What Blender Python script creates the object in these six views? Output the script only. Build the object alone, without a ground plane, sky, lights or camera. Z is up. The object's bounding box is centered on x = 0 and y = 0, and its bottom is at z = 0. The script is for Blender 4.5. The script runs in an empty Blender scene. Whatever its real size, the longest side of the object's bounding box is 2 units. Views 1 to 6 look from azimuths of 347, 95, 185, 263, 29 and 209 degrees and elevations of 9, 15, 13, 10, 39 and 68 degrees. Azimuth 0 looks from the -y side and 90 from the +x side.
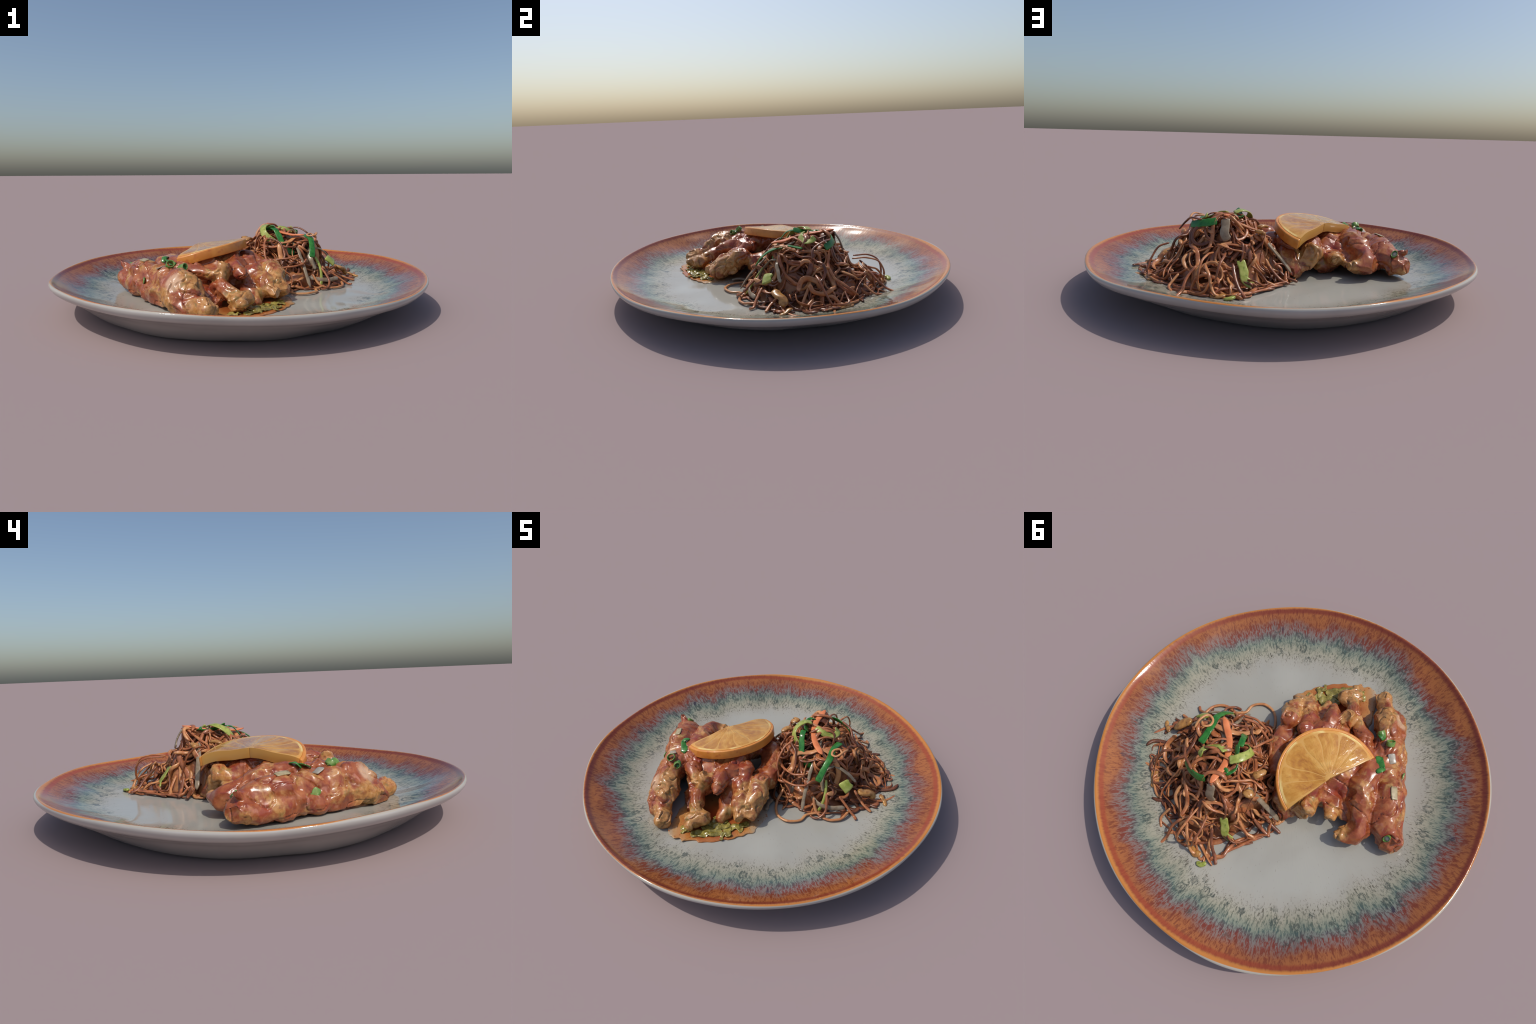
import bpy, bmesh, math, random
import numpy as np
from mathutils import Vector
from mathutils.bvhtree import BVHTree

rng = np.random.default_rng(7)
TAU = 2 * math.pi

# ---------------------------------------------------------------- helpers
def lerp_profile(x, pts):
    xs, ys = zip(*pts)
    return np.interp(x, xs, ys)


def smoothstep(a, b, x):
    t = np.clip((np.asarray(x, float) - a) / (b - a), 0, 1)
    return t * t * (3 - 2 * t)


def hash3(i, j, k, seed):
    h = (i * 374761393 + j * 668265263 + k * 2147483647 + seed * 974711) & 0xFFFFFFFF
    h = ((h ^ (h >> 13)) * 1274126177) & 0xFFFFFFFF
    h = h ^ (h >> 16)
    return (h & 0xFFFF) / 32767.5 - 1.0


def noise3(p, seed=0):
    """smooth value noise in [-1, 1] for an (n, 3) array"""
    p = np.asarray(p, float)
    f = np.floor(p)
    i = f.astype(np.int64)
    t = p - f
    t = t * t * t * (t * (t * 6 - 15) + 10)
    out = 0
    for a in (0, 1):
        wa = t[:, 0] if a else 1 - t[:, 0]
        for b in (0, 1):
            wb = t[:, 1] if b else 1 - t[:, 1]
            for c in (0, 1):
                wc = t[:, 2] if c else 1 - t[:, 2]
                out = out + wa * wb * wc * hash3(i[:, 0] + a, i[:, 1] + b, i[:, 2] + c, seed)
    return out


def new_object(name, verts, faces, mat=None, parent=None, smooth=True):
    me = bpy.data.meshes.new(name)
    me.from_pydata([tuple(v) for v in verts], [], [tuple(f) for f in faces])
    me.update()
    if smooth:
        me.polygons.foreach_set("use_smooth", [True] * len(me.polygons))
    ob = bpy.data.objects.new(name, me)
    bpy.context.scene.collection.objects.link(ob)
    if mat:
        me.materials.append(mat)
    if parent:
        ob.parent = parent
    return ob


def empty(name, label, category):
    ob = bpy.data.objects.new(name, None)
    bpy.context.scene.collection.objects.link(ob)
    ob["label"], ob["category"] = label, category
    return ob


# ---------------------------------------------------------------- node helpers
def srgb(r, g, b):
    f = lambda c: c / 12.92 if c <= 0.04045 else ((c + 0.055) / 1.055) ** 2.4
    return (f(r / 255), f(g / 255), f(b / 255), 1)


class Nodes:
    def __init__(self, name):
        self.mat = bpy.data.materials.new(name)
        self.mat.use_nodes = True
        self.t = self.mat.node_tree
        self.bsdf = self.t.nodes["Principled BSDF"]

    def n(self, kind, **kw):
        node = self.t.nodes.new(kind)
        for k, v in kw.items():
            setattr(node, k, v)
        return node

    def put(self, sock, v):
        if isinstance(v, bpy.types.NodeSocket):
            self.t.links.new(v, sock)
        elif v is not None:
            sock.default_value = v

    def math(self, op, a, b=None, c=None, clamp=False):
        m = self.n("ShaderNodeMath", operation=op, use_clamp=clamp)
        for s, v in zip(m.inputs, (a, b, c)):
            self.put(s, v)
        return m.outputs[0]

    def mix(self, fac, a, b, blend="MIX"):
        m = self.n("ShaderNodeMix", data_type="RGBA", blend_type=blend)
        self.put(m.inputs[0], fac)
        self.put(m.inputs[6], a)
        self.put(m.inputs[7], b)
        return m.outputs[2]

    def ramp(self, fac, stops, interp="LINEAR"):
        r = self.n("ShaderNodeValToRGB")
        r.color_ramp.interpolation = interp
        el = r.color_ramp.elements
        while len(el) < len(stops):
            el.new(0.5)
        for e, (p, c) in zip(el, stops):
            e.position = p
            e.color = c if len(c) == 4 else (*c, 1)
        self.put(r.inputs[0], fac)
        return r.outputs[0]

    def step(self, x, a, b):
        m = self.n("ShaderNodeMapRange", interpolation_type="SMOOTHSTEP")
        self.put(m.inputs[0], x)
        m.inputs[1].default_value, m.inputs[2].default_value = a, b
        m.inputs[3].default_value, m.inputs[4].default_value = 0, 1
        return m.outputs[0]

    def noise(self, vec, scale, detail=2.0, rough=0.5, dist=0.0):
        k = self.n("ShaderNodeTexNoise")
        self.put(k.inputs["Vector"], vec)
        k.inputs["Scale"].default_value = scale
        k.inputs["Detail"].default_value = detail
        k.inputs["Roughness"].default_value = rough
        k.inputs["Distortion"].default_value = dist
        return k.outputs[0]

    def voronoi(self, vec, scale, feature="F1", rand=1.0):
        k = self.n("ShaderNodeTexVoronoi", feature=feature)
        self.put(k.inputs["Vector"], vec)
        k.inputs["Scale"].default_value = scale
        k.inputs["Randomness"].default_value = rand
        return k

    def coords(self):
        return self.n("ShaderNodeTexCoord").outputs["Object"]

    def xyz(self, v):
        s = self.n("ShaderNodeSeparateXYZ")
        self.put(s.inputs[0], v)
        return s.outputs

    def vec(self, x, y, z):
        s = self.n("ShaderNodeCombineXYZ")
        for a, b in zip(s.inputs, (x, y, z)):
            self.put(a, b)
        return s.outputs[0]

    def bump(self, height, strength, dist=0.01):
        b = self.n("ShaderNodeBump")
        b.inputs["Strength"].default_value = strength
        b.inputs["Distance"].default_value = dist
        self.put(b.inputs["Height"], height)
        self.put(self.bsdf.inputs["Normal"], b.outputs[0])

    def set(self, **kw):
        for k, v in kw.items():
            self.put(self.bsdf.inputs[k.replace("_", " ")], v)
        return self.mat


# ---------------------------------------------------------------- plate shape
# hand-thrown rim: radius and height round the plate as a few harmonics (a0, then cos/sin pairs)
RIM_R = (0.9905, 0.0006, -0.0038, 0.0015, 0.0013, 0.0011, -0.0019, 0.0025, 0.0001, -0.0013, 0.0002, -0.0006, -0.0017,
         0.0018, 0.0001, -0.0004, 0.002, 0.001, -0.0003, -0.0002, -0.0002, 0.0009, 0.0007)
RIM_Z = (0.1799, -0.0072, 0.0018, -0.0001, 0.0032, 0.004, -0.0026, 0.0001, -0.0008, 0.003, -0.0017, -0.0004, 0.0015,
         0, 0.0002, -0.0015, 0.0009)


def harmonics(c, t):
    out = np.full_like(np.asarray(t, float), c[0])
    for k in range(1, (len(c) - 1) // 2 + 1):
        out = out + c[2 * k - 1] * np.cos(k * t) + c[2 * k] * np.sin(k * t)
    return out


# inner profile (fraction of radius, height); the wall is hollower on one side of the plate
TOP = [(0, 0.070), (0.5, 0.0695), (0.6, 0.070), (0.66, 0.074), (0.72, 0.083), (0.78, 0.0975), (0.84, 0.117),
       (0.90, 0.138), (0.95, 0.158), (0.98, 0.172), (0.992, 0.179)]
HOLLOW = [(0.6, 0.0), (0.66, 0.003), (0.72, 0.006), (0.78, 0.011), (0.84, 0.015), (0.90, 0.013), (0.95, 0.009), (0.98, 0.003), (0.992, 0.0)]
SIDE = [(1.0, 0.1800), (1.006, 0.176), (1.007, 0.168), (1.004, 0.158), (0.995, 0.146), (0.985, 0.137)]
UNDER = [(0.97, 0.131), (0.94, 0.114), (0.90, 0.093), (0.86, 0.069), (0.82, 0.046), (0.785, 0.026), (0.76, 0.012),
         (0.745, 0.004), (0.725, 0.0), (0.66, 0.0), (0.62, 0.004), (0.5, 0.006), (0.2, 0.006), (0.0, 0.006)]


def floor_z(x, y):
    f = np.hypot(x, y) / 0.99
    return lerp_profile(f, TOP)


def build_plate():
    nt = 288
    t = np.linspace(0, TAU, nt, endpoint=False)
    R, Z = harmonics(RIM_R, t), harmonics(RIM_Z, t) - 0.18
    ct, st = np.cos(t), np.sin(t)
    rings = []
    fs = np.r_[np.linspace(0.05, 0.6, 12), np.linspace(0.625, 0.97, 24), 0.98, 0.987, 0.992]
    zs = np.array([lerp_profile(f, TOP) for f in fs])
    # round the interpolated profile a little
    for _ in range(2):
        zs[1:-3] = 0.25 * zs[:-4] + 0.5 * zs[1:-3] + 0.25 * zs[2:-2]
    for f, z in zip(fs, zs):
        rings.append((f, z, "top"))
    rings += [(f, z, "side") for f, z in SIDE]
    uf = np.array([f for f, _ in UNDER]); uz = np.array([z for _, z in UNDER])
    for f in np.r_[np.linspace(0.97, 0.71, 16), 0.685, 0.66, 0.64, 0.62, 0.5, 0.3, 0.1]:
        rings.append((f, np.interp(-f, -uf, uz), "under"))
    V, tag = [], []
    for f, z, kind in rings:
        r = f * R
        w = smoothstep(0.62, 0.98, f)
        zz = z + w * Z
        if kind == "top":
            zz = zz - lerp_profile(f, HOLLOW) * smoothstep(0.5, 0.95, np.cos(t - math.radians(231)))
        if kind == "under":
            foot = np.exp(-((f - 0.73) / 0.12) ** 2)
            r = r - (-0.003 + 0.030 * ct + 0.008 * st) * foot
            zz = np.maximum(zz, 0)
        x, y = r * ct, r * st
        if kind != "side":
            amp = (0.0042 + 0.004 * smoothstep(0.6, 0.8, f)) if kind == "top" else 0.0045
            amp *= 1 - smoothstep(0.9, 0.99, f)
            und = noise3(np.c_[x * 6.0 + 9, y * 6.0, np.full(nt, 1.0 if kind == "top" else 5.0)], 3)
            if kind == "under" and 0.6 < f < 0.74:
                und = np.abs(und) * 0.3
            zz = np.maximum(zz + amp * und, 0)
        V += list(np.c_[x, y, zz])
    F, mats = [], []
    for k in range(len(rings) - 1):
        for i in range(nt):
            j = (i + 1) % nt
            F.append((k * nt + i, k * nt + j, (k + 1) * nt + j, (k + 1) * nt + i))
            mats.append(0 if k < len(fs) + 1 else 1)
    c0 = len(V); V.append((0, 0, TOP[0][1]))
    c1 = len(V); V.append((0, 0, 0.006))
    last = (len(rings) - 1) * nt
    for i in range(nt):
        j = (i + 1) % nt
        F.append((c0, j, i)); mats.append(0)
        F.append((c1, last + i, last + j)); mats.append(1)
    F = [f[::-1] for f in F]
    ob = new_object("plate", V, F, glaze_top())
    ob.data.materials.append(glaze_under())
    ob.data.polygons.foreach_set("material_index", mats)
    bm = bmesh.new(); bm.from_mesh(ob.data)
    bmesh.ops.recalc_face_normals(bm, faces=bm.faces)
    bm.to_mesh(ob.data); bm.free()
    ob["label"], ob["category"] = "round stoneware plate with grey, teal and rust glaze", "plate"
    return ob


def glaze_top():
    m = Nodes("reactive_glaze")
    P = m.coords()
    x, y, z = m.xyz(P)
    ang = m.math("ARCTAN2", y, x)
    rad = m.math("SQRT", m.math("ADD", m.math("MULTIPLY", x, x), m.math("MULTIPLY", y, y)))
    R = RIM_R[0]
    for k in range(1, 6):
        for amp, fn in ((RIM_R[2 * k - 1], "COSINE"), (RIM_R[2 * k], "SINE")):
            R = m.math("MULTIPLY_ADD", m.math(fn, m.math("MULTIPLY", ang, float(k))), amp, R)
    f = m.math("DIVIDE", rad, R)
    cx, cy = m.math("DIVIDE", x, rad), m.math("DIVIDE", y, rad)

    def polar(s, k):
        return m.vec(m.math("MULTIPLY", cx, s), m.math("MULTIPLY", cy, s), m.math("MULTIPLY", f, k))

    fine = m.noise(polar(62, 12), 1.0, 2, 0.6, 0.3)
    broad = m.noise(polar(6, 2.5), 1.0, 2, 0.5)
    mid = m.noise(polar(17, 6), 1.0, 2, 0.5)
    fj = m.math("MULTIPLY_ADD", m.math("SUBTRACT", broad, 0.5), 0.15, f)
    fj = m.math("MULTIPLY_ADD", m.math("SUBTRACT", mid, 0.5), 0.06, fj)

    def radial(stops):   # stops given on the fraction of the plate's radius
        return m.ramp(m.math("MULTIPLY_ADD", fj, 2.5, -1.5), [((q - 0.6) * 2.5, c) for q, c in stops])
    light = radial([(0.62, srgb(170, 168, 158)), (0.69, srgb(168, 164, 152)), (0.76, srgb(162, 158, 138)), (0.815, srgb(136, 142, 124)), (0.84, srgb(126, 130, 120)),
                    (0.865, srgb(128, 120, 114)), (0.90, srgb(134, 106, 96)), (0.93, srgb(158, 96, 58)), (0.97, srgb(168, 102, 56))])
    dark = radial([(0.66, srgb(112, 104, 92)), (0.72, srgb(98, 92, 78)), (0.78, srgb(98, 104, 90)), (0.82, srgb(78, 94, 88)),
                   (0.85, srgb(92, 72, 70)), (0.875, srgb(122, 58, 44)), (0.925, srgb(122, 60, 38)), (0.97, srgb(134, 74, 44))])
    lace_in = m.noise(polar(104, 62), 1.0, 2, 0.55, 0.8)
    lace_out = m.noise(polar(96, 30), 1.0, 3, 0.65, 1.6)
    sway = m.n("ShaderNodeVectorMath", operation="ADD")
    warp = m.n("ShaderNodeTexNoise"); m.put(warp.inputs["Vector"], polar(30, 16)); warp.inputs["Scale"].default_value = 1.0
    wv = m.n("ShaderNodeVectorMath", operation="SCALE"); m.put(wv.inputs[0], warp.outputs["Color"]); wv.inputs["Scale"].default_value = 1.6
    m.put(sway.inputs[0], polar(46, 17)); m.put(sway.inputs[1], wv.outputs[0])
    cell = m.voronoi(sway.outputs[0], 1.0, "DISTANCE_TO_EDGE").outputs["Distance"]
    lace_out = m.math("MULTIPLY_ADD", m.math("SUBTRACT", 0.16, cell), 0.55, lace_out)
    lw = m.step(fj, 0.72, 0.80)
    lace = m.math("ADD", m.math("MULTIPLY", lace_in, m.math("SUBTRACT", 1.0, lw)), m.math("MULTIPLY", lace_out, lw))
    share = m.ramp(m.math("MULTIPLY_ADD", fj, 2.5, -1.5), [((q - 0.6) * 2.5, (v,) * 3) for q, v in
                   ((0.64, 0.24), (0.70, 0.38), (0.75, 0.445), (0.80, 0.49), (0.86, 0.52), (0.90, 0.52), (0.95, 0.48))])
    diff = m.math("SUBTRACT", share, lace)
    mask = m.step(diff, -0.10, 0.10)
    light = m.mix(m.math("MULTIPLY", m.step(m.noise(P, 3.2, 3), 0.42, 0.62), 0.5), light, m.mix(1.0, light, srgb(240, 238, 236), "MULTIPLY"))
    base = m.mix(mask, light, dark)
    # crater rings where glaze bubbles burst, smeared by the running glaze
    jitter = m.math("MULTIPLY_ADD", m.math("SUBTRACT", broad, 0.5), 0.12, f)
    fringe = m.math("MULTIPLY", m.step(jitter, 0.68, 0.74), m.math("SUBTRACT", 1.0, m.step(jitter, 0.86, 0.92)))
    v2 = m.voronoi(polar(12, 12.5), 1.0)
    d2 = m.math("MULTIPLY_ADD", m.math("SUBTRACT", lace_in, 0.5), 0.5, v2.outputs["Distance"])
    ring = m.math("MULTIPLY", m.step(d2, 0.22, 0.30), m.math("SUBTRACT", 1.0, m.step(d2, 0.30, 0.42)))
    pick2 = m.step(m.xyz(v2.outputs["Color"])[1], 0.48, 0.54)
    craters = m.math("MULTIPLY", m.math("MULTIPLY", ring, pick2), fringe)
    base = m.mix(m.math("MULTIPLY", craters, 0.8), base, srgb(66, 74, 68))
    heart = m.math("MULTIPLY", m.math("MULTIPLY", m.math("SUBTRACT", 1.0, m.step(d2, 0.04, 0.16)), pick2), fringe)
    base = m.mix(m.math("MULTIPLY", heart, 0.75), base, srgb(58, 60, 60))
    # iron-blue pools
    v3 = m.voronoi(polar(9, 9), 1.0)
    d3 = m.math("MULTIPLY_ADD", m.math("SUBTRACT", lace_out, 0.5), 0.45, v3.outputs["Distance"])
    pool = m.math("MULTIPLY", m.math("SUBTRACT", 1.0, m.step(d3, 0.05, 0.2)), m.step(m.xyz(v3.outputs["Color"])[2], 0.42, 0.47))
    pz = m.math("MULTIPLY", m.step(f, 0.76, 0.80), m.math("SUBTRACT", 1.0, m.step(f, 0.89, 0.93)))
    base = m.mix(m.math("MULTIPLY", m.math("MULTIPLY", pool, pz), 0.7), base, srgb(50, 48, 62))
    # red line and gold edge at the lip
    fl = m.math("MULTIPLY_ADD", m.math("SUBTRACT", fine, 0.5), 0.010, f)
    slow = m.noise(m.vec(m.math("MULTIPLY", cx, 1.6), m.math("MULTIPLY", cy, 1.6), 3.0), 1.0, 1)
    fl = m.math("MULTIPLY_ADD", m.math("SUBTRACT", slow, 0.5), 0.02, fl)
    fl = m.math("MULTIPLY_ADD", m.math("COSINE", m.math("SUBTRACT", ang, 0.8)), 0.0075, fl)
    line = m.math("MULTIPLY", m.step(fl, 0.958, 0.974), m.math("SUBTRACT", 1.0, m.step(fl, 0.982, 0.994)))
    base = m.mix(m.math("MULTIPLY", line, 0.75), base, m.mix(m.step(m.math("COSINE", m.math("SUBTRACT", ang, 0.8)), -0.4, 0.8), srgb(118, 44, 36), srgb(154, 66, 40)))
    base = m.mix(m.step(fl, 0.984, 0.998), base, srgb(196, 126, 60))
    base = m.mix(m.step(f, 0.9995, 1.003), base, srgb(178, 170, 156))
    m.bump(fine, 0.08, 0.004)
    return m.set(Base_Color=base, Roughness=0.09, Specular_IOR_Level=0.5)


def glaze_under():
    m = Nodes("pale_glaze")
    P = m.coords()
    n = m.noise(P, 4, 3)
    col = m.ramp(n, [(0.35, srgb(170, 166, 160)), (0.65, srgb(180, 176, 170))])
    return m.set(Base_Color=col, Roughness=0.16)


# ---------------------------------------------------------------- food materials
# where the browned meat shows through the sauce: place and reach
BROWNED = [(-0.10, -0.55, 0.12, 0.10), (-0.275, -0.59, 0.12, 0.10), (0.135, -0.32, 0.15, 0.12), (-0.175, 0.18, 0.19, 0.09), (-0.175, -0.36, 0.24, 0.07),
           (-0.295, 0.15, 0.16, 0.06), (-0.335, -0.46, 0.20, 0.085), (0.07, -0.42, 0.12, 0.07), (-0.61, 0.11, 0.10, 0.07), (-0.44, -0.45, 0.12, 0.07), (-0.36, 0.20, 0.15, 0.06)]


def sauce_meat(name):
    m = Nodes(name)
    P = m.coords()
    big = m.noise(P, 9, 3, 0.55, 0.9)
    fine = m.noise(P, 45, 3, 0.6, 0.3)
    brown = 0.0
    for x, y, z, r in BROWNED:
        d = m.n("ShaderNodeVectorMath", operation="DISTANCE")
        m.put(d.inputs[0], P); d.inputs[1].default_value = (x, y, z)
        near = m.math("SUBTRACT", 1.0, m.step(d.outputs["Value"], r * 0.45, r * 1.4))
        brown = m.math("MAXIMUM", near, brown)
    sauce = m.ramp(m.noise(P, 20, 3, 0.6, 0.5), [(0.30, srgb(122, 48, 26)), (0.5, srgb(156, 82, 46)), (0.72, srgb(178, 110, 66))])
    meat = m.ramp(fine, [(0.30, srgb(158, 102, 56)), (0.5, srgb(188, 132, 74)), (0.75, srgb(206, 156, 100))])
    meat = m.mix(m.math("MULTIPLY", m.step(m.noise(P, 24, 2, 0.5, 1.0), 0.52, 0.70), 0.75), meat, srgb(132, 110, 58))
    sauce = m.mix(m.math("MULTIPLY", m.step(m.noise(P, 14, 2, 0.5, 0.6), 0.56, 0.68), 0.6), sauce, srgb(146, 54, 44))
    sauce = m.mix(m.math("MULTIPLY", m.step(m.noise(P, 17, 2, 0.5, 1.1), 0.60, 0.70), 0.6), sauce, srgb(192, 128, 106))  # pinkish sheen of the wet sauce, painted as pale patches
    k = m.math("MULTIPLY_ADD", brown, 0.26, m.math("MULTIPLY_ADD", m.math("SUBTRACT", fine, 0.5), 0.2, big))
    mask = m.step(k, 0.52, 0.70)
    col = m.mix(mask, sauce, meat)
    col = m.mix(m.math("MULTIPLY", m.step(m.noise(P, 60, 2), 0.62, 0.72), 0.5), col, srgb(122, 52, 32))
    # one place licked clean of sauce
    d = m.n("ShaderNodeVectorMath", operation="DISTANCE")
    m.put(d.inputs[0], P); d.inputs[1].default_value = (-0.400, -0.455, 0.21)
    bare = m.math("SUBTRACT", 1.0, m.step(m.math("MULTIPLY_ADD", m.math("SUBTRACT", big, 0.5), 0.06, d.outputs["Value"]), 0.025, 0.055))
    col = m.mix(m.math("MULTIPLY", bare, 0.85), col, srgb(206, 168, 136))
    m.bump(m.noise(P, 60, 2, 0.5), 0.12, 0.005)
    rough = m.ramp(fine, [(0.3, (0.2,) * 3), (0.7, (0.36,) * 3)])
    return m.set(Base_Color=col, Roughness=rough, Coat_Weight=0.2, Coat_Roughness=0.1)


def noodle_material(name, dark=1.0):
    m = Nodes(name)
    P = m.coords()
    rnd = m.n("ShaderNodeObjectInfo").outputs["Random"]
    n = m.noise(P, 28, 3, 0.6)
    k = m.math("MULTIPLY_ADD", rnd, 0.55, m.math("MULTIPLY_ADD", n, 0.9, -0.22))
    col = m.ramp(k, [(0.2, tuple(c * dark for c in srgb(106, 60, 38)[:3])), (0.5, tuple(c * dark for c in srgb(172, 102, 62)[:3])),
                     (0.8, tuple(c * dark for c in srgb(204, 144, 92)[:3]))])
    m.bump(m.noise(P, 90, 2), 0.2, 0.004)
    return m.set(Base_Color=col, Roughness=0.36, Coat_Weight=0.15, Coat_Roughness=0.12)


def plain(name, a, b, scale=25, rough=0.35, coat=0.2, translucent=0.0, spot=None):
    m = Nodes(name)
    P = m.coords()
    col = m.ramp(m.noise(P, scale, 3, 0.6, 0.4), [(0.32, srgb(*a)), (0.68, srgb(*b))])
    if spot:
        col = m.mix(m.math("MULTIPLY", m.step(m.noise(P, scale * 1.7, 2), 0.58, 0.7), 0.7), col, srgb(*spot))
    m.bump(m.noise(P, 80, 2), 0.15, 0.004)
    m.set(Base_Color=col, Roughness=rough, Coat_Weight=coat, Coat_Roughness=0.12)
    if translucent:
        tr = m.n("ShaderNodeBsdfTranslucent")
        m.put(tr.inputs[0], col)
        mx = m.n("ShaderNodeMixShader")
        mx.inputs[0].default_value = translucent
        m.t.links.new(m.bsdf.outputs[0], mx.inputs[1])
        m.t.links.new(tr.outputs[0], mx.inputs[2])
        m.t.links.new(mx.outputs[0], m.t.nodes["Material Output"].inputs[0])
    return m.mat


# ---------------------------------------------------------------- strips and strands
def catmull(pts, n):
    p = np.asarray(pts, float)
    if len(p) == 2:
        p = np.array([p[0], p[0] * 0.67 + p[1] * 0.33, p[0] * 0.33 + p[1] * 0.67, p[1]])
    q = np.vstack([2 * p[0] - p[1], p, 2 * p[-1] - p[-2]])
    seg = len(p) - 1
    u = np.linspace(0, seg, n)
    i = np.minimum(u.astype(int), seg - 1)
    t = (u - i)[:, None]
    a, b, c, d = q[i], q[i + 1], q[i + 2], q[i + 3]
    return 0.5 * (2 * b + (c - a) * t + (2 * a - 5 * b + 4 * c - d) * t ** 2 + (3 * b - a - 3 * c + d) * t ** 3)


def strip_mesh(path, half_w, half_t, normals, sides=8, taper=0.25, power=1.0):
    """closed strip of superelliptic section swept along a path; normals give the flat side"""
    path = np.asarray(path, float)
    n = len(path)
    T = np.gradient(path, axis=0)
    T /= np.linalg.norm(T, axis=1)[:, None] + 1e-9
    N = normals - (normals * T).sum(1)[:, None] * T
    N /= np.linalg.norm(N, axis=1)[:, None] + 1e-9
    Bn = np.cross(T, N)
    s = np.linspace(0, 1, n)
    end = np.minimum(1, np.minimum(s, 1 - s) * n / 3.0 + taper)
    W = np.broadcast_to(half_w, n) * end
    H = np.broadcast_to(half_t, n) * np.sqrt(end)
    a = np.linspace(0, TAU, sides, endpoint=False) + 0.5 * TAU / sides
    ca = np.sign(np.cos(a)) * np.abs(np.cos(a)) ** power
    sa = np.sign(np.sin(a)) * np.abs(np.sin(a)) ** power
    V = (path[:, None] + Bn[:, None] * (ca[None, :, None] * W[:, None, None]) + N[:, None] * (sa[None, :, None] * H[:, None, None])).reshape(-1, 3)
    F = []
    for k in range(n - 1):
        for i in range(sides):
            j = (i + 1) % sides
            F.append((k * sides + i, k * sides + j, (k + 1) * sides + j, (k + 1) * sides + i))
    F.append(tuple(range(sides))[::-1])
    F.append(tuple((n - 1) * sides + i for i in range(sides)))
    return V, F


def ribbon(name, pts, w, t, mat, parent, flat=(0, 0, 1), n=30, twist=0.0, power=0.6, sides=10, taper=0.5, wob=0.0, seed=0):
    path = catmull(pts, n)
    if wob:
        path = path + wob * np.c_[noise3(path * 25, seed), noise3(path * 25, seed + 1), noise3(path * 25, seed + 2)]
    flat = np.asarray(flat, float)
    if flat.ndim == 2:
        N = catmull(flat, n)
    else:
        N = np.tile(flat, (n, 1))
    if twist:
        T = np.gradient(path, axis=0); T /= np.linalg.norm(T, axis=1)[:, None]
        ang = np.linspace(-twist / 2, twist / 2, n)[:, None]
        N = N * np.cos(ang) + np.cross(T, N) * np.sin(ang)
    ww = w * (1 + 0.12 * noise3(path * 40, seed + 5))
    V, F = strip_mesh(path, ww, t, N, sides, taper, power)
    return new_object(name, V, F, mat, parent)


# ---------------------------------------------------------------- noodle heap
HEAP_EDGE = [(0.72, 0.20), (0.66, 0.32), (0.55, 0.43), (0.47, 0.49), (0.38, 0.58), (0.27, 0.61), (0.17, 0.61), (0.09, 0.56), (0.04, 0.46),
             (-0.03, 0.37), (-0.09, 0.31), (-0.07, 0.24), (-0.01, 0.14), (0.04, 0.03), (0.10, -0.11), (0.18, -0.18), (0.27, -0.20), (0.35, -0.19),
             (0.47, -0.15), (0.58, -0.08), (0.66, 0.01), (0.71, 0.10)]
HEAP_TOPS = [(0.24, 0.30, 0.395), (0.20, 0.20, 0.385), (0.30, 0.15, 0.375), (0.38, 0.26, 0.345), (0.36, 0.0, 0.335), (0.44, 0.08, 0.33), (0.48, 0.17, 0.30),
             (0.47, 0.25, 0.26), (0.54, 0.20, 0.195), (0.57, 0.10, 0.155), (0.53, 0.30, 0.165), (0.16, 0.09, 0.345), (0.25, -0.01, 0.32), (0.09, 0.25, 0.315),
             (0.04, 0.20, 0.28), (0.13, 0.35, 0.29), (0.25, 0.37, 0.28), (0.25, 0.45, 0.205), (0.25, 0.54, 0.135), (0.16, 0.47, 0.14), (0.35, 0.46, 0.20), (0.40, 0.38, 0.245),
             (0.10, 0.45, 0.125), (0.03, 0.34, 0.17), (-0.02, 0.29, 0.15), (0.47, 0.41, 0.15), (0.60, 0.27, 0.10), (0.64, 0.15, 0.11),
             (0.30, -0.10, 0.245), (0.30, -0.16, 0.15), (0.42, -0.07, 0.19), (0.52, -0.02, 0.15), (0.60, 0.02, 0.115), (0.20, -0.09, 0.235), (0.12, 0.0, 0.26), (0.08, 0.08, 0.28),
             (0.0, 0.15, 0.21), (0.05, 0.05, 0.22)]
EDGE = catmull(HEAP_EDGE + HEAP_EDGE[:1], 130)[:-1, :2]
CTRL = np.array([(x, y, 0.088) for x, y in EDGE[::4]] + HEAP_TOPS)


def inside(x, y):
    x, y = np.atleast_1d(x), np.atleast_1d(y)
    r = np.zeros(len(x), bool)
    ex, ey = EDGE[:, 0], EDGE[:, 1]
    fx, fy = np.roll(ex, -1), np.roll(ey, -1)
    for a, b, c, d in zip(ex, ey, fx, fy):
        if b == d:
            continue
        m = ((b > y) != (d > y)) & (x < (c - a) * (y - b) / (d - b) + a)
        r ^= m
    return r


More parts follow.
